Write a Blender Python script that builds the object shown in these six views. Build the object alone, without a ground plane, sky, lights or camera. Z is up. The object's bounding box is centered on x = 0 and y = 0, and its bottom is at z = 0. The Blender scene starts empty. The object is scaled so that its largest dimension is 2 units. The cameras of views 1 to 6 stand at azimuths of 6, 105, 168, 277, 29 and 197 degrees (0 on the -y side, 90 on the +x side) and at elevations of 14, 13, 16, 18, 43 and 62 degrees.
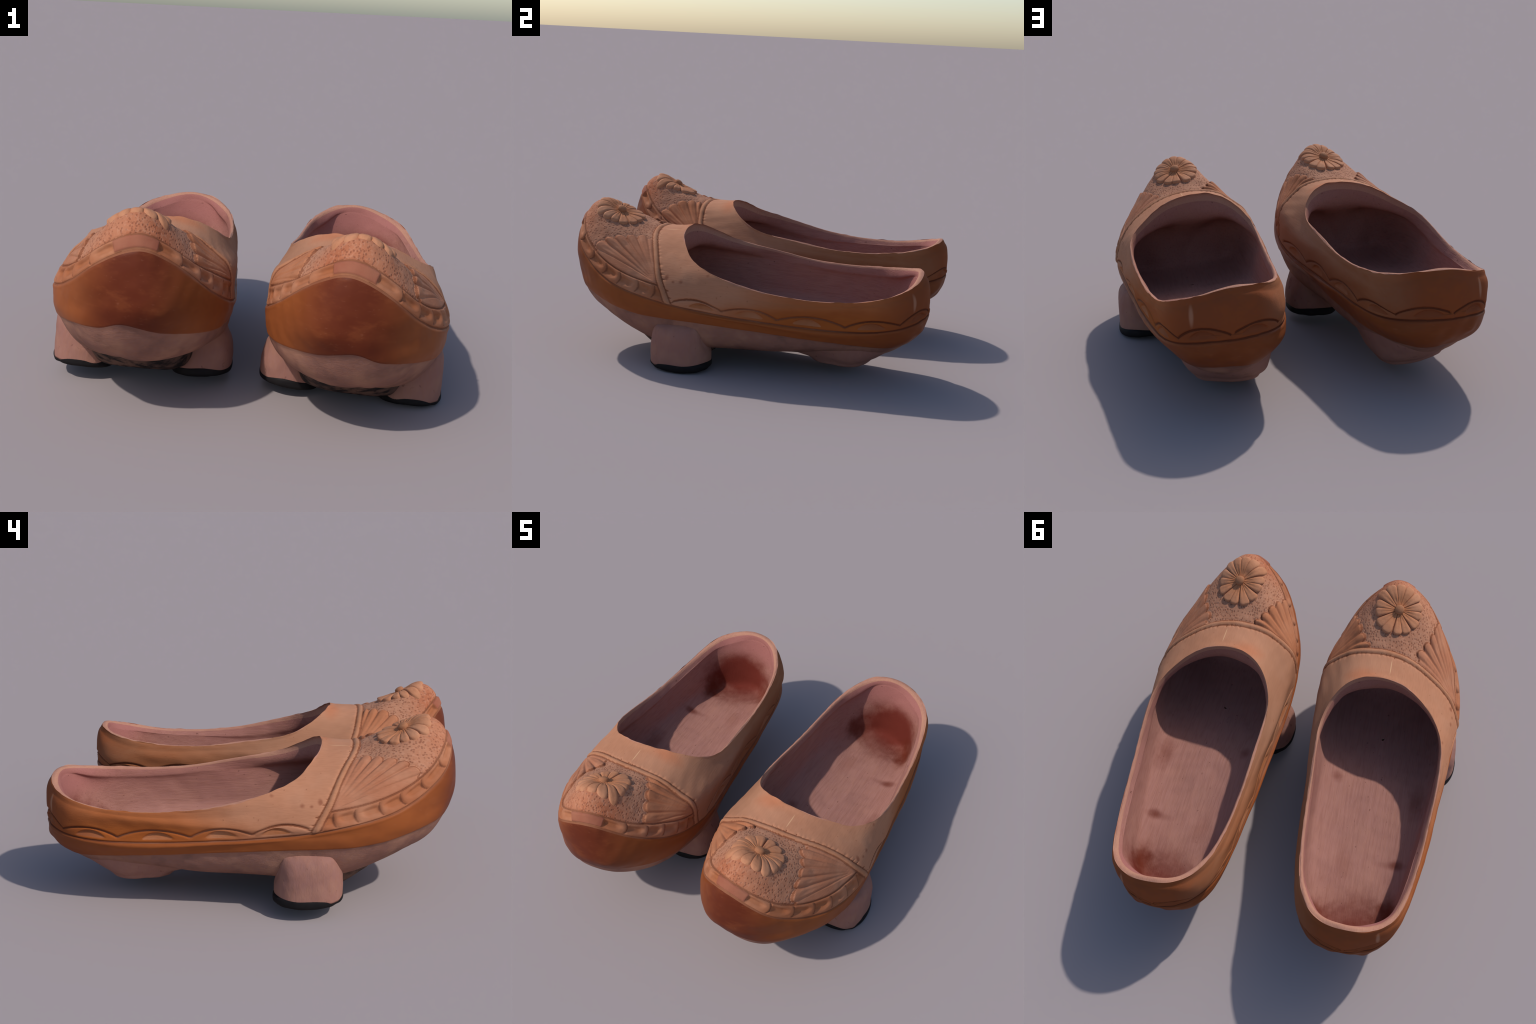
"""A pair of carved wooden clogs: lofted shell with carved relief, lining, rosette,
front pegs with rubber treads and a low heel peg.  The second clog mirrors the first."""
import bpy, bmesh, math, random
import numpy as np
from mathutils import Matrix, Vector
from mathutils.bvhtree import BVHTree

# Profile rings of one clog: 20 stations each, running from the middle of the heel
# round the outer side to the toe and back along the inner side (metres).
# crest of the rim round the foot opening
RIM_CREST = [
    (-0.002, 0.949, 0.577), (0.100, 0.930, 0.553), (0.203, 0.851, 0.513), (0.258, 0.696, 0.469), (0.291, 0.488, 0.453),
    (0.311, 0.274, 0.460), (0.328, 0.079, 0.488), (0.317, -0.105, 0.538), (0.254, -0.239, 0.596), (0.138, -0.325, 0.665),
    (0.009, -0.359, 0.705), (-0.126, -0.344, 0.709), (-0.235, -0.270, 0.662), (-0.291, -0.131, 0.598), (-0.299, 0.059, 0.563),
    (-0.296, 0.259, 0.535), (-0.285, 0.483, 0.526), (-0.256, 0.707, 0.541), (-0.188, 0.861, 0.569), (-0.101, 0.931, 0.583),
]
# high on the upper
UPPER_HIGH = [
    (-0.009, 0.984, 0.535), (0.119, 0.950, 0.496), (0.231, 0.848, 0.459), (0.281, 0.656, 0.432), (0.318, 0.407, 0.414),
    (0.347, 0.143, 0.406), (0.369, -0.107, 0.423), (0.356, -0.317, 0.486), (0.286, -0.486, 0.578), (0.169, -0.603, 0.667),
    (0.030, -0.652, 0.713), (-0.104, -0.587, 0.705), (-0.227, -0.470, 0.654), (-0.321, -0.304, 0.568), (-0.351, -0.095, 0.503),
    (-0.333, 0.153, 0.496), (-0.322, 0.416, 0.478), (-0.301, 0.657, 0.479), (-0.244, 0.839, 0.499), (-0.153, 0.947, 0.533),
]
# low on the upper
UPPER_LOW = [
    (-0.025, 0.996, 0.430), (0.119, 0.952, 0.415), (0.232, 0.832, 0.386), (0.277, 0.600, 0.374), (0.324, 0.305, 0.372),
    (0.367, -0.018, 0.372), (0.392, -0.320, 0.397), (0.346, -0.570, 0.489), (0.246, -0.732, 0.613), (0.144, -0.822, 0.736),
    (0.036, -0.860, 0.818), (-0.080, -0.810, 0.783), (-0.204, -0.700, 0.670), (-0.337, -0.511, 0.564), (-0.356, -0.265, 0.452),
    (-0.339, 0.028, 0.423), (-0.333, 0.334, 0.426), (-0.310, 0.608, 0.427), (-0.271, 0.827, 0.429), (-0.171, 0.951, 0.433),
]
# incised line that runs all round the clog
SIDE_GROOVE = [
    (-0.027, 0.994, 0.375), (0.111, 0.957, 0.359), (0.232, 0.814, 0.323), (0.285, 0.556, 0.308), (0.332, 0.226, 0.318),
    (0.372, -0.140, 0.344), (0.390, -0.463, 0.393), (0.321, -0.707, 0.451), (0.222, -0.873, 0.542), (0.130, -0.949, 0.627),
    (0.005, -0.977, 0.698), (-0.102, -0.942, 0.677), (-0.221, -0.843, 0.588), (-0.327, -0.649, 0.474), (-0.371, -0.372, 0.395),
    (-0.351, -0.050, 0.367), (-0.339, 0.282, 0.371), (-0.318, 0.585, 0.366), (-0.265, 0.814, 0.366), (-0.158, 0.952, 0.379),
]
# fullest part of the varnished band
BAND_MIDDLE = [
    (-0.015, 0.978, 0.317), (0.124, 0.935, 0.286), (0.223, 0.769, 0.274), (0.292, 0.499, 0.285), (0.338, 0.159, 0.307),
    (0.378, -0.204, 0.335), (0.377, -0.518, 0.359), (0.301, -0.748, 0.388), (0.192, -0.888, 0.434), (0.101, -0.967, 0.486),
    (0.000, -1.001, 0.511), (-0.117, -0.982, 0.496), (-0.234, -0.863, 0.463), (-0.333, -0.662, 0.411), (-0.371, -0.393, 0.371),
    (-0.358, -0.068, 0.356), (-0.340, 0.265, 0.347), (-0.310, 0.573, 0.327), (-0.265, 0.822, 0.314), (-0.162, 0.950, 0.314),
]
# where the varnish ends and bare wood starts
PAINT_EDGE = [
    (-0.004, 0.918, 0.227), (0.121, 0.849, 0.212), (0.201, 0.685, 0.220), (0.273, 0.427, 0.243), (0.327, 0.105, 0.263),
    (0.373, -0.267, 0.283), (0.356, -0.551, 0.292), (0.272, -0.753, 0.326), (0.185, -0.877, 0.354), (0.094, -0.939, 0.376),
    (0.019, -0.969, 0.405), (-0.101, -0.932, 0.380), (-0.241, -0.811, 0.357), (-0.334, -0.622, 0.340), (-0.366, -0.353, 0.329),
    (-0.342, -0.051, 0.317), (-0.323, 0.260, 0.294), (-0.292, 0.543, 0.261), (-0.228, 0.766, 0.241), (-0.128, 0.897, 0.227),
]
# turn of the sole
SOLE_EDGE = [
    (0.007, 0.749, 0.123), (0.095, 0.671, 0.133), (0.170, 0.505, 0.156), (0.239, 0.273, 0.148), (0.278, -0.019, 0.144),
    (0.294, -0.343, 0.128), (0.237, -0.593, 0.171), (0.160, -0.739, 0.215), (0.103, -0.814, 0.231), (0.062, -0.850, 0.247),
    (0.019, -0.853, 0.244), (-0.078, -0.823, 0.231), (-0.206, -0.723, 0.235), (-0.290, -0.538, 0.230), (-0.334, -0.306, 0.218),
    (-0.316, -0.047, 0.213), (-0.286, 0.211, 0.194), (-0.247, 0.443, 0.164), (-0.177, 0.622, 0.147), (-0.089, 0.729, 0.132),
]
# ring close to the middle of the sole
SOLE_KEEL = [
    (0.017, 0.436, 0.089), (0.057, 0.365, 0.092), (0.091, 0.236, 0.094), (0.111, 0.061, 0.089), (0.106, -0.139, 0.077),
    (0.081, -0.332, 0.072), (0.041, -0.479, 0.094), (0.016, -0.569, 0.143), (0.012, -0.614, 0.164), (0.013, -0.622, 0.158),
    (-0.000, -0.599, 0.149), (-0.038, -0.538, 0.142), (-0.098, -0.443, 0.136), (-0.149, -0.317, 0.129), (-0.177, -0.166, 0.122),
    (-0.178, -0.004, 0.122), (-0.155, 0.153, 0.118), (-0.117, 0.289, 0.106), (-0.072, 0.390, 0.095), (-0.026, 0.443, 0.089),
]

# ---------------------------------------------------------------- materials
MAT = {}


class Nodes:
    """Small helper to write node trees compactly."""

    def __init__(self, name, rough=0.7, spec=0.04):
        self.m = bpy.data.materials.new(name)
        self.m.use_nodes = True
        self.nt = self.m.node_tree
        self.bsdf = self.nt.nodes['Principled BSDF']
        self.bsdf.inputs['Roughness'].default_value = rough
        self.bsdf.inputs['Specular IOR Level'].default_value = spec
        self.co = self.nt.nodes.new('ShaderNodeTexCoord').outputs['Object']
        MAT[name] = self.m

    def link(self, a, b):
        self.nt.links.new(a, b)

    def mapped(self, scale=(1, 1, 1), loc=(0, 0, 0)):
        n = self.nt.nodes.new('ShaderNodeMapping')
        n.inputs['Scale'].default_value = scale
        n.inputs['Location'].default_value = loc
        self.link(self.co, n.inputs['Vector'])
        return n.outputs[0]

    def noise(self, scale, stretch=(1, 1, 1), detail=4, rough=0.6, loc=(0, 0, 0)):
        n = self.nt.nodes.new('ShaderNodeTexNoise')
        n.inputs['Scale'].default_value = scale
        n.inputs['Detail'].default_value = detail
        n.inputs['Roughness'].default_value = rough
        self.link(self.mapped(stretch, loc), n.inputs['Vector'])
        return n.outputs['Fac']

    def cells(self, scale, stretch=(1, 1, 1), rand=1.0):
        n = self.nt.nodes.new('ShaderNodeTexVoronoi')
        n.inputs['Scale'].default_value = scale
        n.inputs['Randomness'].default_value = rand
        self.link(self.mapped(stretch), n.inputs['Vector'])
        return n.outputs['Distance']

    def ramp(self, fac, lo, hi, a=0.0, b=1.0):
        n = self.nt.nodes.new('ShaderNodeMapRange')
        n.interpolation_type = 'SMOOTHSTEP'
        for k, v in ((1, lo), (2, hi), (3, a), (4, b)):
            n.inputs[k].default_value = v
        self.link(fac, n.inputs[0])
        return n.outputs[0]

    def math(self, op, a, b=None):
        n = self.nt.nodes.new('ShaderNodeMath')
        n.operation = op
        for i, v in enumerate((a, b)):
            if v is None:
                continue
            if isinstance(v, (int, float)):
                n.inputs[i].default_value = v
            else:
                self.link(v, n.inputs[i])
        return n.outputs[0]

    def axis(self, i):
        n = self.nt.nodes.new('ShaderNodeSeparateXYZ')
        self.link(self.co, n.inputs[0])
        return n.outputs[i]

    def blob(self, centre, radii, soft=0.5, wobble=0.0):
        """1 inside an ellipsoid, fading out at its edge, with a noisy outline."""
        n = self.nt.nodes.new('ShaderNodeVectorMath')
        n.operation = 'SUBTRACT'
        self.link(self.co, n.inputs[0])
        n.inputs[1].default_value = centre
        d = self.nt.nodes.new('ShaderNodeVectorMath')
        d.operation = 'DIVIDE'
        self.link(n.outputs[0], d.inputs[0])
        d.inputs[1].default_value = radii
        ln = self.nt.nodes.new('ShaderNodeVectorMath')
        ln.operation = 'LENGTH'
        self.link(d.outputs[0], ln.inputs[0])
        v = ln.outputs['Value']
        if wobble:
            v = self.math('ADD', v, self.math('MULTIPLY', self.math('SUBTRACT', self.noise(14), 0.5), wobble))
        return self.ramp(v, 1.0, 1.0 - soft)

    def mix(self, fac, a, b, mode='MIX'):
        n = self.nt.nodes.new('ShaderNodeMix')
        n.data_type = 'RGBA'
        n.blend_type = mode
        for sock, v in ((0, fac), (6, a), (7, b)):
            if isinstance(v, (int, float)):
                n.inputs[sock].default_value = v
            elif isinstance(v, tuple):
                n.inputs[sock].default_value = v + (1,)
            else:
                self.link(v, n.inputs[sock])
        return n.outputs[2]

    def finish(self, col, height=None, strength=0.3, dist=0.004):
        self.link(col, self.bsdf.inputs['Base Color'])
        if height is not None:
            b = self.nt.nodes.new('ShaderNodeBump')
            b.inputs['Strength'].default_value = strength
            b.inputs['Distance'].default_value = dist
            self.link(height, b.inputs['Height'])
            self.link(b.outputs[0], self.bsdf.inputs['Normal'])


TAN = (0.44, 0.196, 0.110)
TAN_PINK = (0.41, 0.19, 0.125)
ORANGE = (0.33, 0.088, 0.020)
REDWOOD = (0.112, 0.023, 0.010)
PINK = (0.37, 0.185, 0.150)
STAIN = (0.12, 0.022, 0.011)
LINE = (0.21, 0.072, 0.036)


def grain(n, col, amount=0.25, stretch=(9, 1.2, 9), clouds=1.2):
    """Fine fibres along the clog, plus cloudy variation."""
    fib = n.ramp(n.noise(16, stretch, 5, 0.65), 0.35, 0.68)
    col = n.mix(n.math('MULTIPLY', fib, amount), col, (0.30, 0.12, 0.06), 'MIX')
    cloud = n.ramp(n.noise(5.5, detail=3), 0.40, 0.68)
    return n.mix(n.math('MULTIPLY', cloud, amount * clouds), col, (0.50, 0.26, 0.16), 'MIX'), fib


def wood(name, colour, rough=0.65, amount=0.25):
    n = Nodes(name, rough)
    col, fib = grain(n, n.mix(0.0, colour, colour), amount)
    return n, col, fib


# garland pits, tinted paler to show light on their lower slopes
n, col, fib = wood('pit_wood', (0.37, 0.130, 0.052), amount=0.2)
col = n.mix(n.ramp(n.axis(1), 0.50, 0.95), col, (0.22, 0.062, 0.025))
n.finish(col, fib, 0.15)

# plain upper: tan over the instep, honey and orange-brown towards the heel
n = Nodes('upper_wood')
col, fib = grain(n, n.mix(0.0, TAN, TAN), 0.22)
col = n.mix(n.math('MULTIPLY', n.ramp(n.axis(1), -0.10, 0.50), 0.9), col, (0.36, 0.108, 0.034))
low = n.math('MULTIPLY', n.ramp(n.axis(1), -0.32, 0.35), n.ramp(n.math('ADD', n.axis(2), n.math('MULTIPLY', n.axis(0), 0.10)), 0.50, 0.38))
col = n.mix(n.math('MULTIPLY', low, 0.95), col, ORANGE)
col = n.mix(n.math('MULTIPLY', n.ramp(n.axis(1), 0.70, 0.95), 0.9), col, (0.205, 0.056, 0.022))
inner = n.ramp(n.axis(0), -0.12, -0.28)
col = n.mix(n.math('MULTIPLY', inner, 0.45), col, (0.31, 0.15, 0.085))
col = n.mix(n.math('MULTIPLY', n.blob((-0.12, -0.37, 0.70), (0.15, 0.07, 0.06), 0.9, 0.5), 0.5), col, (0.45, 0.145, 0.065))
streak = n.ramp(n.noise(7, (1.5, 0.5, 2.0), 4, 0.6), 0.42, 0.66)
col = n.mix(n.math('MULTIPLY', streak, n.ramp(n.axis(1), 0.0, 0.5, 0.0, 0.35)), col, (0.27, 0.070, 0.020))
for c, r in (((0.357, -0.255, 0.488), (0.05, 0.022, 0.017)), ((0.36, -0.30, 0.485), (0.03, 0.013, 0.009)),
             ((0.35, -0.34, 0.50), (0.03, 0.014, 0.02)), ((0.32, -0.12, 0.53), (0.03, 0.016, 0.014))):
    col = n.mix(n.math('MULTIPLY', n.blob(c, r, 0.9, 1.8), 0.6), col, (0.19, 0.052, 0.028))
col = n.mix(n.math('MULTIPLY', n.blob((0.147, 0.932, 0.470), (0.013, 0.05, 0.060), 0.7), 0.38), col, (0.55, 0.31, 0.20))
col = n.mix(n.math('MULTIPLY', n.blob((0.025, -0.44, 0.70), (0.0035, 0.055, 0.04), 0.4), 0.7), col, (0.62, 0.36, 0.20))
spots = n.ramp(n.noise(60, detail=1), 0.73, 0.80)
col = n.mix(n.math('MULTIPLY', spots, 0.45), col, (0.20, 0.07, 0.035))
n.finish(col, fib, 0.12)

n, col, fib = wood('strap_wood', (0.40, 0.172, 0.090), 0.65, 0.3)
n.finish(col, fib, 0.15)
n, col, fib = wood('fan_wood', (0.40, 0.158, 0.086), 0.62, 0.3)
col = n.mix(n.ramp(n.axis(0), 0.0, -0.15), col, n.mix(0.35, col, (0.42, 0.14, 0.05)))
n.finish(col, fib, 0.2)
n, col, fib = wood('chain_wood', (0.35, 0.122, 0.056), 0.6, 0.3)
n.finish(col, fib, 0.15)
n, col, fib = wood('scoop_wood', (0.33, 0.112, 0.048), 0.6, 0.25)
n.finish(col, fib, 0.15)
n, col, fib = wood('plate_wood', (0.28, 0.090, 0.054), 0.6, 0.15)
n.finish(col, fib, 0.15)
n, col, fib = wood('cut_line', LINE, 0.75, 0.12)
col = n.mix(n.math('MULTIPLY', n.ramp(n.axis(1), 0.30, 0.85), 0.9), col, (0.105, 0.027, 0.012))
n.finish(col)
n, col, fib = wood('rim_wood', (0.42, 0.200, 0.140), 0.65, 0.25)
n.finish(col, fib, 0.25)

# ground of the toe carving: punched all over with small pits
n = Nodes('stipple_wood', 0.68)
col, fib = grain(n, n.mix(n.ramp(n.axis(1), -0.72, -0.93), (0.42, 0.190, 0.112), (0.38, 0.118, 0.056)), 0.3)
pits = n.ramp(n.cells(78, (1.2, 0.75, 1), 0.9), 0.48, 0.18)
col = n.mix(n.math('MULTIPLY', pits, 0.60), col, (0.18, 0.056, 0.032))
ridge = n.ramp(n.cells(88, (1.2, 0.72, 1), 0.9), 0.55, 0.80)
col = n.mix(n.math('MULTIPLY', ridge, 0.30), col, (0.50, 0.255, 0.165))
n.finish(col, n.math('MULTIPLY', pits, -1.0), 0.40, 0.004)

# varnished band: orange at the sides, red-brown round the toe and heel
n = Nodes('band_wood', 0.45, 0.08)
toe_f = n.math('MULTIPLY', n.ramp(n.axis(1), -0.66, -0.97), n.ramp(n.math('ABSOLUTE', n.axis(0)), 0.31, 0.06))
heel_f = n.ramp(n.axis(1), 0.60, 0.95)
col = n.mix(toe_f, (0.28, 0.078, 0.022), REDWOOD)
col = n.mix(n.math('MULTIPLY', heel_f, 0.85), col, (0.18, 0.048, 0.016))
streak = n.ramp(n.noise(4.5, (1, 1, 1.6), 5, 0.6), 0.42, 0.66)
col = n.mix(n.math('MULTIPLY', streak, 0.35), col, (0.19, 0.050, 0.018))
streak = n.ramp(n.noise(11, (1, 0.6, 2.5), 4, 0.6, (3, 1, 2)), 0.50, 0.72)
col = n.mix(n.math('MULTIPLY', streak, 0.18), col, (0.30, 0.090, 0.030))
scuff = n.ramp(n.noise(26, (1.5, 1.0, 4), 3, 0.5, (7, 2, 5)), 0.64, 0.74)
col = n.mix(n.math('MULTIPLY', scuff, 0.10), col, (0.36, 0.16, 0.10))
n.finish(col, n.noise(30, detail=3), 0.06)

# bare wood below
n = Nodes('bare_wood', 0.6)
col, fib = grain(n, n.mix(0.0, (0.26, 0.128, 0.100), PINK), 0.3, (3, 3, 8))
dirt = n.ramp(n.noise(8, detail=5), 0.45, 0.68)
col = n.mix(n.math('MULTIPLY', dirt, 0.5), col, (0.15, 0.075, 0.06))
underside_dark = n.math('MULTIPLY', n.blob((-0.03, 0.02, 0.07), (0.34, 0.60, 0.105), 0.35, 0.7), n.ramp(n.noise(17), 0.30, 0.50, 0.55, 1.0))
col = n.mix(n.math('MULTIPLY', underside_dark, 0.85), col, (0.035, 0.026, 0.024))  # dark uneven patch under the waist, mixed into the sole colour
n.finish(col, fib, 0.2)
n = Nodes('peg_wood', 0.55)
col, fib = grain(n, n.mix(0.0, (0.29, 0.140, 0.114), PINK), 0.18, (4, 4, 1.2))
spots = n.ramp(n.noise(38, (1, 1, 0.7), 2), 0.66, 0.74)
col = n.mix(n.math('MULTIPLY', spots, 0.55), col, (0.15, 0.06, 0.05))
n.finish(col, fib, 0.2)
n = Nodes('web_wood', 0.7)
col, fib = grain(n, n.mix(0.0, (0.075, 0.050, 0.045), PINK), 0.12)  # base colour darkened for the deep shade between the pegs
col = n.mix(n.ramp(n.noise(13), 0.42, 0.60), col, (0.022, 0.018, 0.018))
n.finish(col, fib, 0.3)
n = Nodes('rubber', 0.6, 0.1)
col = n.mix(n.noise(20), (0.006, 0.005, 0.006), (0.016, 0.013, 0.013))
n.finish(col, n.noise(40), 0.2)

# inside: pinkish bare wood with fibres, stained red-brown in the heel
n = Nodes('lining_wood')
col, fib = grain(n, n.mix(n.ramp(n.axis(2), 0.30, 0.55), (0.36, 0.175, 0.142), (0.33, 0.138, 0.112)), 0.22, (14, 0.5, 14), 0.4)
grainy = n.ramp(n.noise(34, (3.0, 0.16, 3.0), 3, 0.5), 0.46, 0.64)
col = n.mix(n.math('MULTIPLY', grainy, 0.22), col, (0.21, 0.085, 0.065))
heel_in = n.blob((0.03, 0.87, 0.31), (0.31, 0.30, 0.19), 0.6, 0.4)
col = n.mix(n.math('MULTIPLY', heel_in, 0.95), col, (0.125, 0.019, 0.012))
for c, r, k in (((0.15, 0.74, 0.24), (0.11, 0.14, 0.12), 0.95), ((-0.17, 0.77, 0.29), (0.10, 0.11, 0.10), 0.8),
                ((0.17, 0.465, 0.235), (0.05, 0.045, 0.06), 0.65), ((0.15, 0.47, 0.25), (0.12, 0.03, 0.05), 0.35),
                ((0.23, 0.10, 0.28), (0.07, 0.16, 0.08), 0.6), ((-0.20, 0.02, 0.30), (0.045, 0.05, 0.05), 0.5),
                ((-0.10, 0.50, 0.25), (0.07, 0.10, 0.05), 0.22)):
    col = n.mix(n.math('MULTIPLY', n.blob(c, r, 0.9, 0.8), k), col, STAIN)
top_in = n.math('MULTIPLY', n.ramp(n.axis(1), 0.62, 0.90), n.ramp(n.axis(2), 0.40, 0.50))
col = n.mix(n.math('MULTIPLY', top_in, 0.55), col, (0.34, 0.125, 0.115))
spots = n.ramp(n.noise(45, (1.6, 0.8, 1.6), 2), 0.70, 0.76)
col = n.mix(n.math('MULTIPLY', spots, 0.6), col, (0.10, 0.035, 0.025))
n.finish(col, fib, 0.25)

# rosette: olive-tan petals, orange towards the middle
n = Nodes('petal_wood', 0.62)
mid = n.blob((0.024, -0.752, 0.765), (0.12, 0.12, 0.10), 0.9, 0.4)
col = n.mix(n.math('MULTIPLY', mid, 0.8), (0.46, 0.200, 0.105), (0.45, 0.165, 0.068))
col, fib = grain(n, col, 0.28, (2, 2, 2))
n.finish(col, fib, 0.2)
n, col, fib = wood('button_wood', (0.36, 0.155, 0.078), 0.6, 0.2)
n.finish(col, fib, 0.2)

# ---------------------------------------------------------------- helpers
TURN = 2 * math.pi
N_ROUND = 1000                      # samples round the clog
UPPER_STEPS, LOWER_STEPS = 72, 16   # samples between two profile rings


def periodic_weights(n, m):
    """Weights of a periodic cubic spline through n stations, at m samples."""
    a = np.zeros((n, n))
    for i in range(n):
        a[i, i], a[i, (i + 1) % n], a[i, i - 1] = 4 / 6, 1 / 6, 1 / 6
    inv = np.linalg.inv(a)
    w = np.zeros((m, n))
    for k in range(m):
        u = k / m * n
        i, f = int(u) % n, u - int(u)
        b = ((1 - f) ** 3 / 6, (3 * f ** 3 - 6 * f * f + 4) / 6,
             (-3 * f ** 3 + 3 * f * f + 3 * f + 1) / 6, f ** 3 / 6)
        for j in range(4):
            w[k, (i - 1 + j) % n] += b[j]
    return w @ inv


def profile_weights(n, steps):
    """Natural cubic spline through n rings; steps[i] samples between ring i and i+1."""
    a, b = np.zeros((n, n)), np.zeros((n, n))
    a[0, 0] = a[-1, -1] = 1
    for i in range(1, n - 1):
        a[i, i - 1] = a[i, i + 1] = 1
        a[i, i] = 4
        b[i, i - 1] = b[i, i + 1] = 6
        b[i, i] = -12
    d = np.linalg.solve(a, b)
    out = []
    for i in range(n - 1):
        for k in range(steps[i]):
            f = k / steps[i]
            w = np.zeros(n)
            w[i] += 1 - f
            w[i + 1] += f
            out.append(w + ((1 - f) ** 3 - (1 - f)) / 6 * d[i] + (f ** 3 - f) / 6 * d[i + 1])
    w = np.zeros(n)
    w[-1] = 1
    return np.array(out + [w])


def loft(rings, steps, m=N_ROUND):
    rings = np.array(rings, float)
    return np.einsum('vi,tj,ijk->vtk', profile_weights(len(rings), steps),
                     periodic_weights(rings.shape[1], m), rings)


def grid_normals(g):
    du = np.roll(g, -1, 1) - np.roll(g, 1, 1)
    dv = np.gradient(g, axis=0)
    n = np.cross(du, dv)
    return n / (np.linalg.norm(n, axis=-1, keepdims=True) + 1e-12)


def smooth(x, lo, hi):
    t = np.clip((x - lo) / (hi - lo), 0, 1)
    return t * t * (3 - 2 * t)


def line(d, half):
    """Rounded V cut, 1 on the line and 0 beyond about twice its half width."""
    return np.exp(-(d / half) ** 2)


def lumps(p, seed, scale, n=24):
    """Smooth band-limited noise: a sum of random plane waves."""
    r = np.random.RandomState(seed)
    k = r.normal(size=(n, 3)) * scale
    ph = r.uniform(0, TURN, n)
    out = np.zeros(p.shape[:-1])
    for i in range(n):
        out += np.sin(p @ k[i] + ph[i])
    return out / math.sqrt(n / 2)


# ---------------------------------------------------------------- shell of the clog
RINGS = [RIM_CREST, UPPER_HIGH, UPPER_LOW, SIDE_GROOVE, BAND_MIDDLE, PAINT_EDGE, SOLE_EDGE, SOLE_KEEL]
STEPS = [UPPER_STEPS] * 3 + [LOWER_STEPS + 14] * 2 + [LOWER_STEPS] * 2
base = loft(RINGS, STEPS)
normal = grid_normals(base)
V_GROOVE = 3 * UPPER_STEPS
V_PAINT = V_GROOVE + 2 * (LOWER_STEPS + 14)
NV = len(base)

# distance to the side groove (d) and arc length along it (a, 0 at the heel, 2.38 at the toe)
groove = base[V_GROOVE]
arc = np.concatenate([[0], np.cumsum(np.linalg.norm(np.diff(groove, axis=0), axis=1))])
ARC_TOTAL = arc[-1] + np.linalg.norm(groove[0] - groove[-1])
d_groove = np.zeros((NV, N_ROUND))
a_groove = np.zeros((NV, N_ROUND))
gsub = groove[::2].astype(np.float32)
for v in range(0, V_PAINT + 1):
    dist = ((base[v].astype(np.float32)[:, None, :] - gsub[None]) ** 2).sum(-1)
    k = dist.argmin(1)
    # refine along the two neighbouring segments
    p0 = groove[(2 * k - 2) % N_ROUND]
    p1 = groove[(2 * k + 2) % N_ROUND]
    seg = p1 - p0
    f = np.clip(((base[v] - p0) * seg).sum(-1) / (seg ** 2).sum(-1), 0, 1)
    d_groove[v] = np.linalg.norm(p0 + f[:, None] * seg - base[v], axis=1)
    a_groove[v] = (arc[(2 * k - 2) % N_ROUND] + f * np.linalg.norm(seg, axis=1)) % ARC_TOTAL
d_groove[V_GROOVE] = 0
row = np.arange(NV)[:, None] + np.zeros((1, N_ROUND))
above = row <= V_GROOVE
X, Y, Z = base[..., 0], base[..., 1], base[..., 2]

relief = np.zeros((NV, N_ROUND))
cut = np.zeros((NV, N_ROUND))        # where a knife line runs: its own, darker material
part = np.full((NV, N_ROUND), -1)
UPPER, STRAP, FAN, FAN_IN, GROUND, CHAIN, PLATE, BAND, SOLE, QUARTER = range(10)

# --- the strap over the instep: a band in front of a line y = strap_rear(roll angle)
roll_angle = np.arctan2(X, Z - 0.35)
STRAP_REAR = [(-0.356, -0.471, 0.440), (-0.340, -0.474, 0.515), (-0.316, -0.480, 0.561), (-0.251, -0.503, 0.618),
              (-0.151, -0.514, 0.682), (-0.049, -0.515, 0.699), (0.034, -0.510, 0.691), (0.126, -0.488, 0.667),
              (0.220, -0.443, 0.622), (0.284, -0.412, 0.576), (0.357, -0.366, 0.487), (0.394, -0.300, 0.386),
              (0.396, -0.290, 0.362)]
sa = np.array([math.atan2(p[0], p[2] - 0.35) for p in STRAP_REAR])
sy = np.array([p[1] for p in STRAP_REAR])
knots = np.linspace(sa[0], sa[-1], 60)
ys = np.interp(knots, sa, sy)
for _ in range(6):
    ys[1:-1] = (ys[:-2] + 2 * ys[1:-1] + ys[2:]) / 4
strap_y = np.interp(roll_angle, knots, ys)
slant = 1 + 0.25 * smooth(np.abs(roll_angle), 0.9, 1.5)
s = (strap_y - Y) / slant            # 0 at the rear line of the strap, grows towards the toe
STRAP_W = 0.031
front_zone = above & (s > 0) & (Y < -0.2)

# --- chain of scoops between the side groove and a second line
toe_a = 2.415
w_chain = np.interp(a_groove, [1.5, 1.6, 1.9, 2.2, 2.33, 2.42, 2.50, 2.63, 2.85, 3.1],
                    [0.084, 0.083, 0.078, 0.066, 0.059, 0.060, 0.058, 0.062, 0.080, 0.082])
in_front = front_zone & (s > STRAP_W)
chain = in_front & (d_groove < w_chain)

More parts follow.
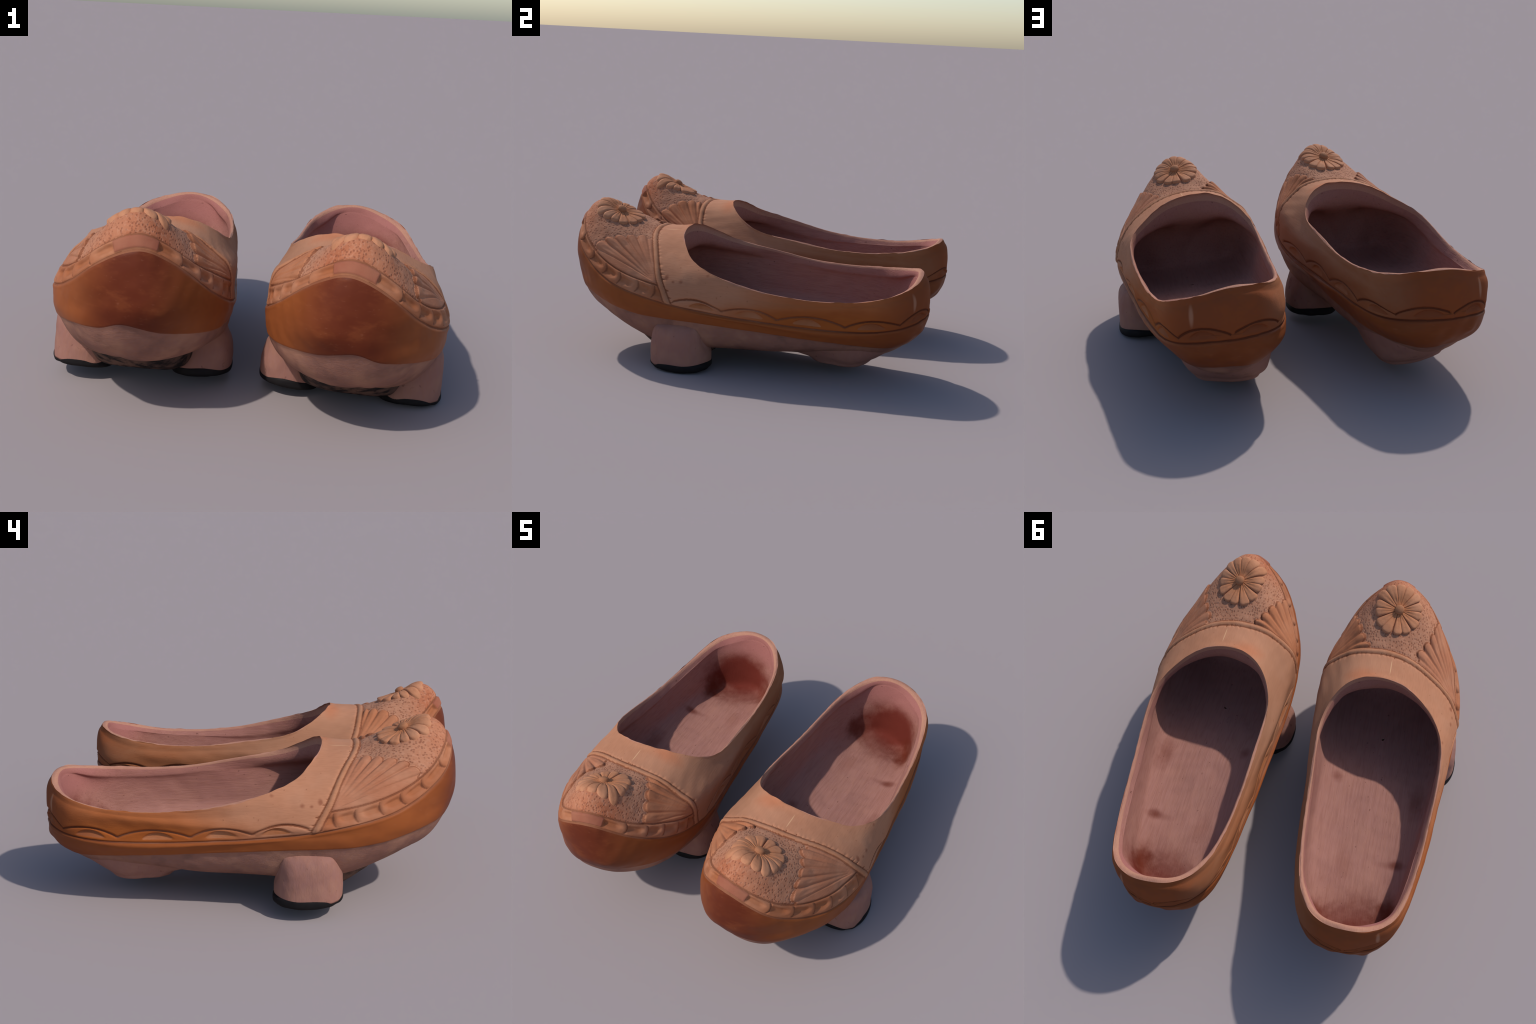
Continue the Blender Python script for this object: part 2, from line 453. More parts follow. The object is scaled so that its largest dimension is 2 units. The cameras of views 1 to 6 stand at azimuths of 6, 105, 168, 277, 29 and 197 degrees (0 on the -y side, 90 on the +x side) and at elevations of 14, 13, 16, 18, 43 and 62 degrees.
# --- the two fans: apex, and the ends of the cuts between their lobes
FANS = [
    (FAN, (0.366, -0.385, 0.462), [(0.243, -0.795, 0.588), (0.232, -0.749, 0.632), (0.225, -0.694, 0.649),
                                   (0.209, -0.631, 0.655), (0.184, -0.581, 0.657), (0.160, -0.530, 0.660)]),
    (FAN_IN, (-0.350, -0.500, 0.500), [(-0.226, -0.775, 0.622), (-0.208, -0.733, 0.655), (-0.188, -0.685, 0.687),
                                       (-0.164, -0.625, 0.697), (-0.145, -0.575, 0.694), (-0.118, -0.545, 0.694)]),
]
fan_height = np.zeros((NV, N_ROUND))
fan_cut = np.zeros((NV, N_ROUND))
fan_id = np.zeros((NV, N_ROUND), int)
for fid, apex, ends in FANS:
    apex = np.array(apex)
    ends = np.array(ends)
    mid = ends[2:4].mean(0) - apex
    e1 = mid / np.linalg.norm(mid)
    across = ends[0] - ends[-1]
    e2 = across - (across @ e1) * e1
    e2 /= np.linalg.norm(e2)
    rel = base - apex
    ang = np.arctan2(rel @ e2, rel @ e1)
    rho = np.linalg.norm(rel, axis=-1)
    ea = np.arctan2((ends - apex) @ e2, (ends - apex) @ e1)[::-1]
    er = np.linalg.norm(ends - apex, axis=1)[::-1]
    f = np.interp(ang, ea, np.arange(len(ea)))
    lobe_f = f - np.floor(np.clip(f, 0, len(ea) - 1.001))
    reach = np.interp(ang, ea, er) + 0.030 * np.sqrt(np.clip(1 - (2 * lobe_f - 1) ** 2, 0, 1)) - 0.006
    side = (np.sign(X) == np.sign(apex[0]))
    zone = in_front & ~chain & side & (ang > ea[0] - 0.10) & (rho < reach) & (Y < -0.3)
    zone |= in_front & ~chain & side & (ang >= ea[-1]) & (rho < reach[:, :] + 0.0)
    gap = np.minimum(lobe_f, 1 - lobe_f)
    width = np.abs(np.interp(ang, ea[:-1] + np.diff(ea) / 2, np.diff(ea))) * rho
    rib = line(gap * width, 0.0075) * (f > 0.02) * (f < len(ea) - 1.02)
    # each lobe is a shallow spoon with a raised rounded tip
    tip = smooth(rho, 0.10, 0.30)
    pillow = (1 - (2 * lobe_f - 1) ** 2) * 0.008 * tip
    spoon = -0.006 * line((lobe_f - 0.5) * width, 0.011) * smooth(rho, 0.06, 0.16) * (1 - smooth(rho, reach - 0.09, reach - 0.03))
    h = pillow + spoon - 0.0060 * rib * smooth(rho, 0.02, 0.08)
    edge = smooth(reach - rho, -0.001, 0.008)
    fan_height = np.where(zone, h * 1.0 + 0.0 * edge, fan_height)
    fan_cut = np.where(zone, np.maximum(0.56 * rib * smooth(rho, 0.03, 0.08) * (1 - smooth(rho, 0.7 * reach, 0.9 * reach)), 0.8 * (1 - smooth(reach - rho, 0.0005, 0.0035))), fan_cut)
    fan_id = np.where(zone, fid, fan_id)
    rim_gap = np.abs(rho - reach)
    relief += np.where(in_front & ~chain & side & ~zone & (ang > ea[0] - 0.05) & (ang < ea[-1] + 0.05),
                       -0.005 * line(rim_gap, 0.010), 0)
    outline = in_front & ~chain & side & (ang > ea[0] - 0.04) & (ang < ea[-1] + 0.06)
    cut = np.maximum(cut, np.where(outline, 1.0 * line(rim_gap, 0.0052), 0))

ground = in_front & ~chain & (fan_id == 0)
relief += (0.004 * np.exp(-((X - 0.02) ** 2 + (Y + 0.75) ** 2) / 0.10 ** 2)
           + 0.016 * np.exp(-((X - 0.02) / 0.13) ** 2 - ((Y + 0.64) / 0.075) ** 2)) * above * smooth(s, 0.0, 0.06)
relief += np.where(fan_id > 0, fan_height, 0)
relief += np.where(ground, -0.0038 + 0.0005 * lumps(base, 5, 60), 0)
cut = np.maximum(cut, np.where(fan_id > 0, 0.9 * fan_cut, 0))

# strap: two cut lines with a rounded cord between, and a row of nicks behind it
strap_zone = above & (Y < -0.2) & (s > -0.03) & (s < STRAP_W + 0.03) & (d_groove > 0.006)
for at in (0.0, STRAP_W):
    c = line(s - at, 0.0045) * strap_zone
    relief -= 0.0065 * c
    cut = np.maximum(cut, c)
relief += np.where(strap_zone & (s > 0) & (s < STRAP_W), 0.004 * np.sin(np.clip(s / STRAP_W, 0, 1) * math.pi), 0)
relief -= np.where(strap_zone, 0.002 * line(s - STRAP_W * 0.55, 0.003), 0)
nick_turn = roll_angle * 11.0 + 0.35 * np.sin(roll_angle * 17.0)
nick_phase = np.abs((nick_turn % 1.0) - 0.5)
nick = line(nick_phase * 0.035, 0.005) * smooth(s, -0.022, -0.012) * (s < 0.002) * strap_zone
relief -= 0.0030 * nick
cut = np.maximum(cut, 0.62 * nick * smooth(np.sin(roll_angle * 5.3 + 1.0), -0.4, 0.5))

# chain cells: arc positions where each scoop ends in a rounded crest
CELLS_OUT = [2.336, 2.205, 2.053, 1.919, 1.80, 1.677, 1.575, 1.50]
CELLS_IN = [2.495, 2.625, 2.755, 2.865, 2.965, 3.045, 3.115, 3.18]
plate = chain & (a_groove > CELLS_OUT[0]) & (a_groove < CELLS_IN[0]) & (d_groove > 0.007) & (d_groove < w_chain - 0.004)
t_band = np.clip(d_groove / w_chain, 0, 1)
scoop = np.zeros((NV, N_ROUND))
for cells, sgn in ((CELLS_OUT, -1), (CELLS_IN, 1)):
    for c0, c1 in zip(cells[:-1], cells[1:]):
        length = abs(c1 - c0)
        q = (a_groove - c0) * sgn / length               # 0 towards the toe plate, 1 at the rounded crest
        inside = chain & (q > -0.05) & (q < 1.2)
        bow = 0.16 * (1 - (2 * t_band - 1) ** 2) + 0.86    # crest bulges away from the toe
        u = q / bow
        off = t_band - 0.60
        across = np.where(off > 0, off / 0.26, -off / 0.44) / np.sqrt(np.clip(1 - (np.clip(u, 0, 0.78) / 0.80) ** 4, 0.02, 1))
        trough = (1 - smooth(across, 0.15, 1.0)) * smooth(u, 0.0, 0.09) * (1 - smooth(u, 0.50, 0.84)) * (u < 1)
        shelf = (1 - smooth(u, 0.0, 0.55)) * smooth(u, -0.01, 0.05) * smooth(t_band, 0.10, 0.2) * (1 - smooth(t_band, 0.8, 0.92))
        relief -= np.where(inside, 0.011 * trough + 0.002 * shelf, 0)
        scoop = np.maximum(scoop, np.where(inside, trough, 0))
        crest = line((u - 1) * length, 0.0050) * smooth(t_band, 0.05, 0.18) * (1 - smooth(t_band, 0.85, 0.97))
        relief -= np.where(inside, 0.008 * crest, 0)
        cut = np.maximum(cut, np.where(inside, crest, 0))
relief += np.where(plate, 0.004 * smooth(d_groove, 0.006, 0.012) * (1 - smooth(d_groove, w_chain - 0.010, w_chain - 0.004)), 0)
chain_zone = above & (s > STRAP_W) & (Y < -0.2)
upper_line = line(d_groove - w_chain, 0.0050) * chain_zone
relief -= 0.0065 * upper_line
cut = np.maximum(cut, upper_line)

# side groove all the way round, with the raised lip under it
g = line(d_groove, 0.0048)
relief -= 0.0055 * g
relief += 0.0016 * line(d_groove - 0.013, 0.006) * (row > V_GROOVE)
cut = np.maximum(cut, g)

# garland of scalloped arcs with a leaf-shaped pit under each, along the sides and heel
CUSPS = [-0.246, 0.014, 0.262, 0.550, 0.905, 1.197, 1.463]
CUSPS_IN = [3.235, 3.572, 3.920, 4.234, 4.514, ARC_TOTAL + 0.014]
PITS = [4.668 - ARC_TOTAL, 0.138, 0.415, 0.747, 1.048, 1.306]
PITS_IN = [3.407, 3.740, 4.062, 4.400, 4.668]
side_wall = above & (s < 0.0)
pits_all = np.zeros((NV, N_ROUND))
for cusps, pits in ((CUSPS[1:], PITS[1:]), (CUSPS_IN, PITS_IN)):
    for c0, c1, pc in zip(cusps[:-1], cusps[1:], pits):
        q = (a_groove - c0) / (c1 - c0)
        on = side_wall & (q > 0) & (q < 1)
        rise = 0.022 + 0.038 * np.sin(np.clip(q, 0, 1) * math.pi) ** 0.8
        slope = 0.038 * math.pi / (c1 - c0) * np.abs(np.cos(np.clip(q, 0, 1) * math.pi))
        c = line((d_groove - rise) / np.sqrt(1 + slope ** 2), 0.0055) * on
        relief -= 0.0075 * c
        relief -= np.where(on & (d_groove < rise), 0.0015, 0)
        cut = np.maximum(cut, c)
        # leaf-shaped pit: cut steeply in under the arc, sloping out towards the groove, pointed at both ends
        half = 0.074 * min(1.0, (c1 - c0) / 0.29)
        env = np.clip(1 - ((a_groove - pc) / half) ** 2, 0, 1)
        top = 0.016 + 0.029 * env
        ramp = np.clip((d_groove - 0.012) / (top - 0.012), 0, 1.2)
        pit = np.where(ramp < 1, ramp, np.clip(1 - (d_groove - top) / 0.006, 0, 1)) * env ** 0.7 * side_wall * (d_groove > 0.012)
        relief -= 0.015 * pit
        pits_all = np.maximum(pits_all, pit)

relief += 0.005 * line((row - V_GROOVE - 32) / 26.0, 1.0) * smooth(Y, -0.35, -0.1)

# hand-cut unevenness
relief += 0.0016 * lumps(base, 11, 9) + 0.0006 * lumps(base, 12, 38)
relief *= smooth(row, 0, 8)
lip_out = (1 - smooth(row, 0, UPPER_STEPS * 0.55)) * smooth(Y, -0.30, -0.05)   # the rim swells a little
relief += 0.009 * lip_out
heel_ragged = smooth(Y, 0.90, 0.97) * (row > V_GROOVE - 40) * (row < V_PAINT)
relief += 0.0022 * lumps(base, 21, 45) * heel_ragged

for _ in range(2):                   # a knife leaves no step sharper than a couple of millimetres
    relief[1:-1] = (relief[:-2] + 2 * relief[1:-1] + relief[2:]) / 4
    relief = (np.roll(relief, 1, 1) + 2 * relief + np.roll(relief, -1, 1)) / 4
shell = base + normal * relief[..., None]
shell[0] += 0.0018 * lumps(base[0], 31, 40)[:, None] * np.array([0, 0, 1.0])
shell_n = grid_normals(shell)

# --- which part each grid face belongs to
part[:] = UPPER
part[front_zone & (s <= STRAP_W)] = STRAP
part[ground] = GROUND
part[chain] = CHAIN
part[plate] = PLATE
part[fan_id == FAN] = FAN
part[fan_id == FAN_IN] = FAN_IN
part[row > V_GROOVE] = BAND
part[row > V_PAINT] = SOLE

# ---------------------------------------------------------------- lining: inside of the foot hollow
n_st = 20
coarse_rows = {k: np.array(RINGS[k]) for k in range(4)}
st_idx = (np.arange(n_st) * N_ROUND) // n_st


def outer_at(level):
    """Base surface and normal at ring level (fractional) for the 20 stations."""
    v = int(round(level * UPPER_STEPS))
    return base[v][st_idx], normal[v][st_idx]


def floor_z(x, y):
    return 0.214 - 0.10 * x + 0.024 * np.exp(-((y - 0.12) / 0.15) ** 2) + 0.034 * (1 - smooth(y, 0.52, 0.84)) - 0.022 * smooth(-y, -0.05, 0.50)


toe = np.clip((-np.cos(np.arange(n_st) / n_st * TURN) - 0.3) / 0.7, 0, 1)[:, None]
crest = shell[0][st_idx]
p1, q1 = outer_at(0.55)
p2, q2 = outer_at(1.25)
p3, q3 = outer_at(2.3)
flat = lambda n: n * np.array([1, 1, 0.25])
out_dir = q1 * np.array([1, 1, 0])
out_dir /= np.linalg.norm(out_dir, axis=1)[:, None]
back = smooth(crest[:, 1:2], 0.55, 0.92)
forward = np.array([0, -1.0, 0])
I1 = crest - out_dir * (0.013 + 0.013 * back) + np.array([0, 0, -0.003])
I1 = I1 * (1 - toe) + toe * (crest + np.array([0, -0.014, -0.030]))
thick = 0.034 + 0.012 * smooth(crest[:, 1:2], -0.05, 0.2) - 0.004
I2 = p1 - flat(q1) * (thick + 0.010 * back) + forward * 0.012 * back
I3 = p2 - flat(q2) * (thick + 0.002) + forward * 0.036 * back
# under the instep the hollow slopes down from the throat and closes in a rounded end
p0, q0 = outer_at(0.30)
under_lip = p0 - q0 * 0.055 + np.concatenate([0 * toe, 0.062 * toe, -0.078 * toe], 1)
end_cap = np.concatenate([p2[:, :1] * 0.68, -0.385 - 0.115 * toe, 0.42 + 0.05 * toe], 1)
I2 = I2 * (1 - toe) + toe * under_lip
I3 = I3 * (1 - toe) + toe * end_cap
I4 = p3 - flat(q3) * (0.052 + 0.05 * toe) + forward * 0.065 * back
I4[:, 1] = np.maximum(I4[:, 1], -0.575)
I4[:, 2] = np.maximum(floor_z(I4[:, 0], I4[:, 1]) + 0.070, np.minimum(I4[:, 2] - 0.05, floor_z(I4[:, 0], I4[:, 1]) + 0.10))
centre = np.array([0.0, 0.12, 0])
I5 = centre + (I4 - centre) * np.array([0.84, 0.94, 0])
I5[:, 2] = floor_z(I5[:, 0], I5[:, 1]) + 0.024 * (1 - 0.6 * back[:, 0])
I6 = centre + (I4 - centre) * np.array([0.45, 0.75, 0])
I6[:, 2] = floor_z(I6[:, 0], I6[:, 1])
I7 = centre + (I4 - centre) * np.array([0.03, 0.55, 0])
I7[:, 2] = floor_z(I7[:, 0], I7[:, 1])
lining = loft([crest, I1, I2, I3, I4, I5, I6, I7], [10, 12, 14, 16, 14, 10, 10], N_ROUND // 2)
lining_n = grid_normals(lining)
lining = lining - lining_n * (0.0012 * lumps(lining, 41, 14) + 0.0006 * lumps(lining, 42, 45))[..., None] * smooth(
    np.arange(len(lining))[:, None] + 0.0, 1, 6)[..., None]
lining[0] = shell[0][::2]


# ---------------------------------------------------------------- mesh building
def make_mesh(name, verts, faces, mats, mat_ids=None, normals=None):
    me = bpy.data.meshes.new(name)
    verts = np.asarray(verts, np.float32)
    faces = np.asarray(faces, np.int32)
    k = faces.shape[1]
    me.vertices.add(len(verts))
    me.vertices.foreach_set('co', verts.ravel())
    me.loops.add(faces.size)
    me.loops.foreach_set('vertex_index', faces.ravel())
    me.polygons.add(len(faces))
    me.polygons.foreach_set('loop_start', np.arange(0, faces.size, k, dtype=np.int32))
    for m in mats:
        me.materials.append(m)
    if mat_ids is not None:
        me.polygons.foreach_set('material_index', np.asarray(mat_ids, np.int32))
    me.update(calc_edges=True)
    me.validate()
    me.shade_smooth()
    if normals is not None:
        me.normals_split_custom_set_from_vertices(np.asarray(normals, np.float32).tolist())
    return me


def grid_faces(nv, nt, closed=True):
    v = np.arange(nv - 1)[:, None]
    t = np.arange(nt if closed else nt - 1)[None]
    a = v * nt + t
    b = v * nt + (t + 1) % nt
    return np.stack([a, a + nt, b + nt, b], -1).reshape(-1, 4)[:, ::-1]


def sub_mesh(name, verts, normals, faces, mats, mat_ids=None):
    used, inv = np.unique(faces, return_inverse=True)
    return make_mesh(name, verts[used], inv.reshape(faces.shape), mats, mat_ids, normals[used])


meshes = []          # (object name, mesh, parent name)

faces_all = grid_faces(NV, N_ROUND)
fv = faces_all[:, 3] // N_ROUND
ft = faces_all[:, 3] % N_ROUND
face_part = part.reshape(-1)[faces_all[:, 1]]
face_part[fv >= V_GROOVE] = BAND
face_part[fv >= V_PAINT] = SOLE
face_cut = cut.reshape(-1)[faces_all].mean(1) > 0.50
face_pit = pits_all.reshape(-1)[faces_all].mean(1) > 0.12
face_scoop = scoop.reshape(-1)[faces_all].mean(1) > 0.55
sv, sn = shell.reshape(-1, 3), shell_n.reshape(-1, 3)
for pid, name, mats in (
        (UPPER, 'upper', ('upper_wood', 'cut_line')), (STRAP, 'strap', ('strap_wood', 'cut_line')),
        (FAN, 'carved_fan', ('fan_wood', 'cut_line')), (FAN_IN, 'carved_fan', ('fan_wood', 'cut_line')),
        (GROUND, 'stippled_ground', ('stipple_wood', 'cut_line')), (CHAIN, 'chain_border', ('chain_wood', 'cut_line')),
        (PLATE, 'toe_plate', ('plate_wood', 'cut_line')), (BAND, 'varnished_band', ('band_wood', 'cut_line')),
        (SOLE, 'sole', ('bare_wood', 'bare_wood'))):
    sel = face_part == pid
    ids = face_cut[sel].astype(int)
    if pid == UPPER:
        ids = np.where(face_pit[sel] & (ids == 0), 2, ids)
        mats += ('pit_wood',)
    if pid == CHAIN:
        ids = np.where(face_scoop[sel] & (ids == 0), 2, ids)
        mats += ('scoop_wood',)
    meshes.append((name, sub_mesh(name, sv, sn, faces_all[sel], [MAT[m] for m in mats], ids), None))

# close the sole under the keel ring
keel = shell[-1]
cap_v = np.concatenate([keel, [keel.mean(0)]])
cap_f = np.array([[i, len(keel), (i + 1) % len(keel)] for i in range(len(keel))])[:, ::-1]
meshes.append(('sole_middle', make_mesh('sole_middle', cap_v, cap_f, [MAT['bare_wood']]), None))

lf = grid_faces(len(lining), N_ROUND // 2)[:, ::-1]
lip_rows = 12
lip_sel = lf[:, 0] // (N_ROUND // 2) < lip_rows
ln = -grid_normals(lining)
ln[-1] = (0.1, 0, 1)
ln[-2:] /= np.linalg.norm(ln[-2:], axis=-1, keepdims=True)
lv = lining.reshape(-1, 3)
meshes.append(('rim', sub_mesh('rim', lv, ln.reshape(-1, 3), lf[lip_sel], [MAT['rim_wood']]), None))
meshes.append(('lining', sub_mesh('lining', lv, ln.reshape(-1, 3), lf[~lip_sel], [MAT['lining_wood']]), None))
seam = lining[-1]
half = len(seam) // 2
pairs = len(seam) // 2               # stitch the two sides of the narrow gap left along the middle of the floor
cap_v = seam
cap_f = np.array([[i, (i + 1) % len(seam), (len(seam) - i - 1) % len(seam), (len(seam) - i) % len(seam)]
                  for i in range(1, pairs - 1)])[:, ::-1]
meshes.append(('lining', make_mesh('lining_middle', cap_v, cap_f, [MAT['lining_wood']], None, np.tile((0.1, 0, 0.995), (len(cap_v), 1))), None))

# ---------------------------------------------------------------- rosette: petals draped on the toe
step = 4
cf = grid_faces(len(base[:V_GROOVE + 1:step]), len(base[0, ::step]))
tree = BVHTree.FromPolygons(shell[:V_GROOVE + 1:step, ::step].reshape(-1, 3).tolist(), cf.tolist())
ROSE = np.array([0.024, -0.752, 0.760])
hit = base[:V_GROOVE + 1].reshape(-1, 3)
rn = normal[:V_GROOVE + 1].reshape(-1, 3)[((hit - ROSE) ** 2).sum(1) < 0.06 ** 2].mean(0)
rn /= np.linalg.norm(rn)
ru = np.array([1.0, 0, 0]) - rn[0] * rn
ru /= np.linalg.norm(ru)
rw = np.cross(rn, ru)


def drape(u, w, h):
    o = ROSE + ru * u + rw * w + rn * 0.3
    loc, nor, _, _ = tree.ray_cast(Vector(o), Vector(-rn), 1.0)
    if loc is None:
        loc, nor, _, _ = tree.find_nearest(Vector(ROSE + ru * u + rw * w))
    nor = Vector(rn * 0.6) + Vector(nor) * 0.4 * (1 if Vector(nor).dot(Vector(rn)) > 0 else -1)
    nor.normalize()
    return np.array(loc) + np.array(nor) * h


rng = random.Random(4)
N_PETALS = 14
petals = []
for i in range(N_PETALS):
    phi = TURN * (i + 0.5) / N_PETALS + rng.uniform(-0.04, 0.04)
    stretch = 1.0 + 0.10 * abs(math.sin(phi))
    reach = 0.126 * stretch * rng.uniform(0.95, 1.04)
    fat = rng.uniform(0.95, 1.08)
    sway = rng.uniform(-0.0015, 0.0015)
    nr, nw = 22, 13
    pv = []
    for r_i in range(nr):
        f = r_i / (nr - 1)
        r = 0.016 + (reach - 0.016) * f
        half_w = math.tan(math.pi / N_PETALS) * min(r, reach * 0.84) * 1.07 * fat
        if f > 0.80:
            half_w *= math.sqrt(max(0.0, 1 - ((f - 0.80) / 0.20) ** 2)) * 0.97 + 0.03
        top = 0.007 + 0.008 * smooth(np.float64(f), 0.10, 0.70) - 0.003 * smooth(np.float64(f), 0.88, 1.0)
        for w_i in range(nw):
            x = 2 * w_i / (nw - 1) - 1
            hgt = top * (1 - 0.52 * abs(x) ** 3.0) - 0.0045 * math.exp(-(x / 0.40) ** 2) * (1 - f) * smooth(np.float64(f), 0.05, 0.35) + sway * x
            if abs(x) > 0.99 or f > 0.995:
                hgt = -0.006
            a = phi
            u = math.cos(a) * r - math.sin(a) * half_w * x
            w = math.sin(a) * r + math.cos(a) * half_w * x
            pv.append(drape(u, w, hgt))
    pf = grid_faces(nr, nw, closed=False)
    me = make_mesh('petal', pv, pf, [MAT['petal_wood']])
    petals.append(me)
# carved button in the middle
nb, mb = 12, 28
bv = []
for i in range(nb):
    f = i / (nb - 1)
    if f < 0.35:
        rr, hh = 0.0265 - 0.002 * f / 0.35, -0.006 + 0.020 * f / 0.35
    else:
        q = (f - 0.35) / 0.65 * math.pi / 2
        rr, hh = 0.0245 * math.cos(q) + 1e-4, 0.014 + 0.013 * math.sin(q)
    for j in range(mb):
        a = TURN * j / mb
        c = drape(0.002, -0.002, 0) + rn * hh + ru * rr * math.cos(a) + rw * rr * math.sin(a)
        bv.append(c)
button = make_mesh('button', bv, grid_faces(nb, mb)[:, ::-1], [MAT['button_wood']])


# ---------------------------------------------------------------- pegs under the sole
def ring_xy(cx, cy, hx, hy, z, power=2.6, n=48, tilt=0.0, sag=0.0):
    out = []
    for k in range(n):
        a = TURN * k / n
        c, s_ = math.cos(a), math.sin(a)
        x = math.copysign(abs(c) ** (2 / power), c) * hx
        y = math.copysign(abs(s_) ** (2 / power), s_) * hy
        out.append((cx + x, cy + y, z + tilt * x + sag * (y / hy) ** 2))
    return out


def peg_mesh(name, rings, steps, mat, cap=True):
    g = loft(rings, steps, 96)
    g = g + grid_normals(g) * (0.0018 * lumps(g, len(name), 16) + 0.0006 * lumps(g, 3, 60))[..., None]
    v = g.reshape(-1, 3)
    f = grid_faces(len(g), 96)
    me = make_mesh(name, v, f, [MAT[mat]])
    if cap:
        bm = bmesh.new()
        bm.from_mesh(me)
        bm.verts.ensure_lookup_table()
        last = [bm.verts[(len(g) - 1) * 96 + i] for i in range(96)]
        bm.faces.new(last)
        bm.normal_update()
        bm.to_mesh(me)
        bm.free()
    return me


sole_grid = shell[V_GROOVE::4, ::4]
sole_tree = BVHTree.FromPolygons(np.concatenate([sole_grid.reshape(-1, 3), [keel.mean(0)]]).tolist(),
                                 grid_faces(len(sole_grid), sole_grid.shape[1]).tolist())


def to_sole(p, bite=0.007):
    """Lift a point straight up on to the underside of the shell, a little way into the wood."""
    loc, _, _, _ = sole_tree.ray_cast(Vector((p[0], p[1], -0.2)), Vector((0, 0, 1)), 1.0)
    if loc is not None and loc.z < 0.235:
        return np.array([p[0], p[1], loc.z + bite])
    # beyond the turn of the sole: lean against the side of the shell instead
    edge, _, _, _ = sole_tree.find_nearest(Vector((p[0], p[1], 0.245)))
    c = Vector((0.0, edge.y, 0.3))
    return np.array(edge + (c - edge).normalized() * bite)


def pillar(name, top_ring, shoulder_ring, foot_rings, mat, drop=0.03):
    """Column from foot rings up to the sole, by way of a shoulder that hangs at least `drop` under the sole."""
    top = np.array([to_sole(p) for p in top_ring])
    shoulder = np.array(shoulder_ring)
    under = np.array([to_sole(p, 0.0)[2] for p in shoulder_ring]) - drop
    shoulder[:, 2] = np.minimum(shoulder[:, 2], np.maximum(under, np.array(foot_rings[0])[:, 2] + 0.015))
    rings = [top, shoulder] + [np.array(r) for r in foot_rings]
    steps = [14, 12] + [6] * (len(foot_rings) - 1)
    g = loft(rings, steps, 96)
    fade = smooth(np.arange(len(g)) + 0.0, 2, 10)[:, None]
    g = g + grid_normals(g) * (fade * (0.0025 * lumps(g, len(name), 14) + 0.0006 * lumps(g, 3, 60)))[..., None]
    me = make_mesh(name, g.reshape(-1, 3), grid_faces(len(g), 96), [MAT[mat]])
    cap_end(me, len(g))
    return me


def cap_end(me, rows):
    bm = bmesh.new()
    bm.from_mesh(me)
    bm.verts.ensure_lookup_table()
    f = bm.faces.new([bm.verts[(rows - 1) * 96 + i] for i in range(96)])
    f.smooth = True
    bmesh.ops.recalc_face_normals(bm, faces=bm.faces)
    bm.to_mesh(me)
    bm.free()


# front pegs: a stout half-round pillar each side, on a black rubber tread
for sgn, zb, tilt, cy, hx, hy in ((1, 0.0, -0.02, -0.280, 0.136, 0.164), (-1, 0.030, -0.12, -0.295, 0.130, 0.148)):
    cx = 0.261 * sgn
    foot = [ring_xy(cx, cy, hx, hy - 0.004, 0.090 + zb, 2.5, tilt=tilt),
            ring_xy(cx, cy + 0.002, hx, hy - 0.004, 0.028 + zb, 2.5, tilt=tilt)]
    top = ring_xy(0.232 * sgn, cy - 0.003, 0.152 if sgn > 0 else 0.140, hy - 0.004, 0.2, 2.2)
    shoulder = ring_xy((0.258 if sgn > 0 else 0.250) * sgn, cy - 0.002, 0.136 if sgn > 0 else 0.122, hy - 0.006, 0.205, 2.3)
    meshes.append(('front_peg', pillar('front_peg', top, shoulder, foot, 'peg_wood', 0.045), None))
    tread = [ring_xy(cx, cy + 0.003, hx - 0.003, hy - 0.005, 0.046 + zb, 2.3, tilt=tilt, sag=0.006),
             ring_xy(cx, cy + 0.004, hx + 0.001, hy + 0.001, 0.038 + zb, 2.3, tilt=tilt, sag=0.008),
             ring_xy(cx, cy + 0.004, hx + 0.003, hy + 0.003, 0.024 + zb, 2.3, tilt=tilt, sag=0.012),
             ring_xy(cx, cy + 0.004, hx - 0.002, hy - 0.002, 0.007 + zb, 2.3, tilt=tilt, sag=0.010),
             ring_xy(cx, cy + 0.004, hx - 0.026, hy - 0.040, 0.003 + zb, 2.3, tilt=tilt, sag=0.004)]
    meshes.append(('rubber_tread', peg_mesh('rubber_tread', tread, [4, 4, 4, 4], 'rubber'), None))

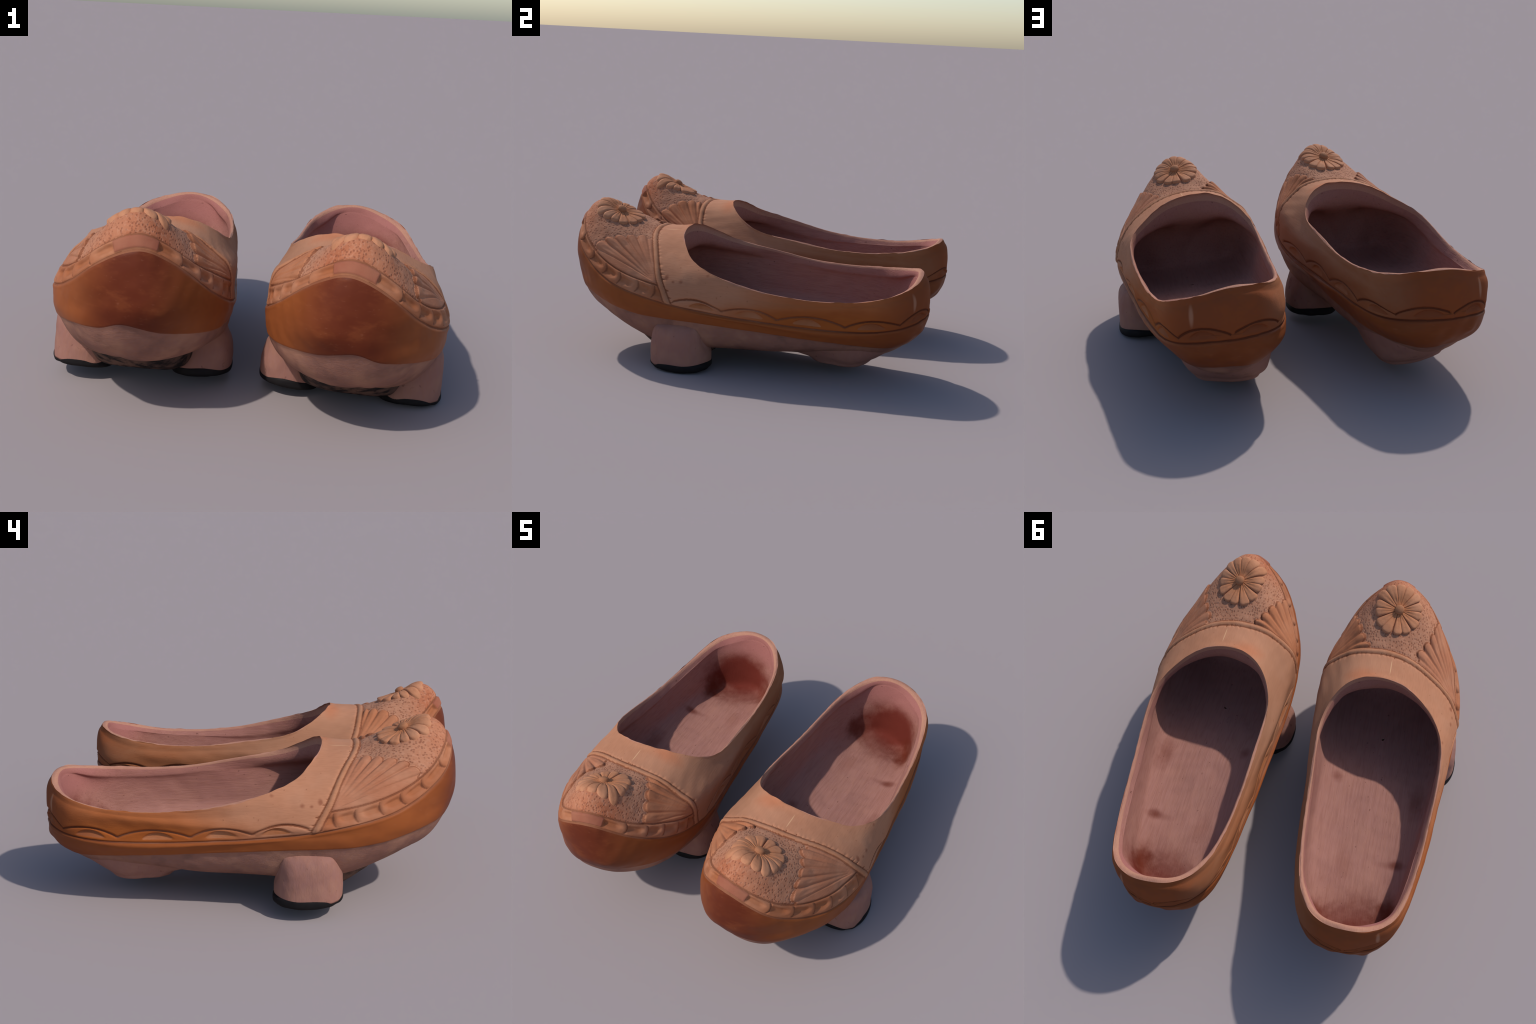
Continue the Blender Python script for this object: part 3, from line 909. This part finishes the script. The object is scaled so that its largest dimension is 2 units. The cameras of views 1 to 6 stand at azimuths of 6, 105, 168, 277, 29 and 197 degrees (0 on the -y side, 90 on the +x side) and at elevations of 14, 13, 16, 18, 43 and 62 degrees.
# rough web of wood joining the front pegs under the ball of the foot
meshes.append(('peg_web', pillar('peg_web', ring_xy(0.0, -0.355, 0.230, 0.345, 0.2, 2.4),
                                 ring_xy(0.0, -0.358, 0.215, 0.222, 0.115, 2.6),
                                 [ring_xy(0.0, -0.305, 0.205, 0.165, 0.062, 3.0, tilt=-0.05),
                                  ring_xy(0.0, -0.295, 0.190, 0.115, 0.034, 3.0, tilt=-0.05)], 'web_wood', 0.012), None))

# heel peg: low, oval, sloping out into the sole, with a rocked bottom
meshes.append(('heel_peg', pillar('heel_peg', ring_xy(-0.045, 0.540, 0.225, 0.310, 0.2, 2.2),
                                  ring_xy(-0.048, 0.540, 0.192, 0.232, 0.116, 2.4, tilt=0.02, sag=0.004),
                                  [ring_xy(-0.050, 0.537, 0.162, 0.176, 0.076, 2.6, tilt=0.04, sag=0.010),
                                   ring_xy(-0.050, 0.540, 0.148, 0.152, 0.057, 2.6, tilt=0.05, sag=0.010),
                                   ring_xy(-0.050, 0.540, 0.108, 0.110, 0.049, 2.5, tilt=0.05, sag=0.005)], 'peg_wood', 0.012), None))

# ---------------------------------------------------------------- assemble the pair
def place(name, matrix, label):
    root = bpy.data.objects.new(name, None)
    root.empty_display_size = 0.2
    root['label'] = label
    root['category'] = 'wooden clog'
    bpy.context.scene.collection.objects.link(root)
    root.matrix_world = matrix

    def child(nm, me, parent):
        ob = bpy.data.objects.new(nm, me)
        bpy.context.scene.collection.objects.link(ob)
        ob.parent = parent
        return ob
    for nm, me, _ in meshes:
        child(nm, me, root)
    rose = bpy.data.objects.new('rosette', button)
    bpy.context.scene.collection.objects.link(rose)
    rose.parent = root
    for me in petals:
        child('petal', me, rose)
    return root


place('wooden_clog', Matrix.Translation((0.46, 0, 0)),
      'carved wooden clog with rosette toe, varnished band and pegs')
# the partner is its mirror image, turned and tipped a few degrees
place('wooden_clog', Matrix(((-0.99288, -0.08543, 0.08300, -0.48077), (-0.08402, 0.99626, 0.02028, -0.01533),
                             (0.08442, -0.01316, 0.99634, 0.02798), (0, 0, 0, 1))),
      'mirror-image carved wooden clog with rosette toe and pegs')
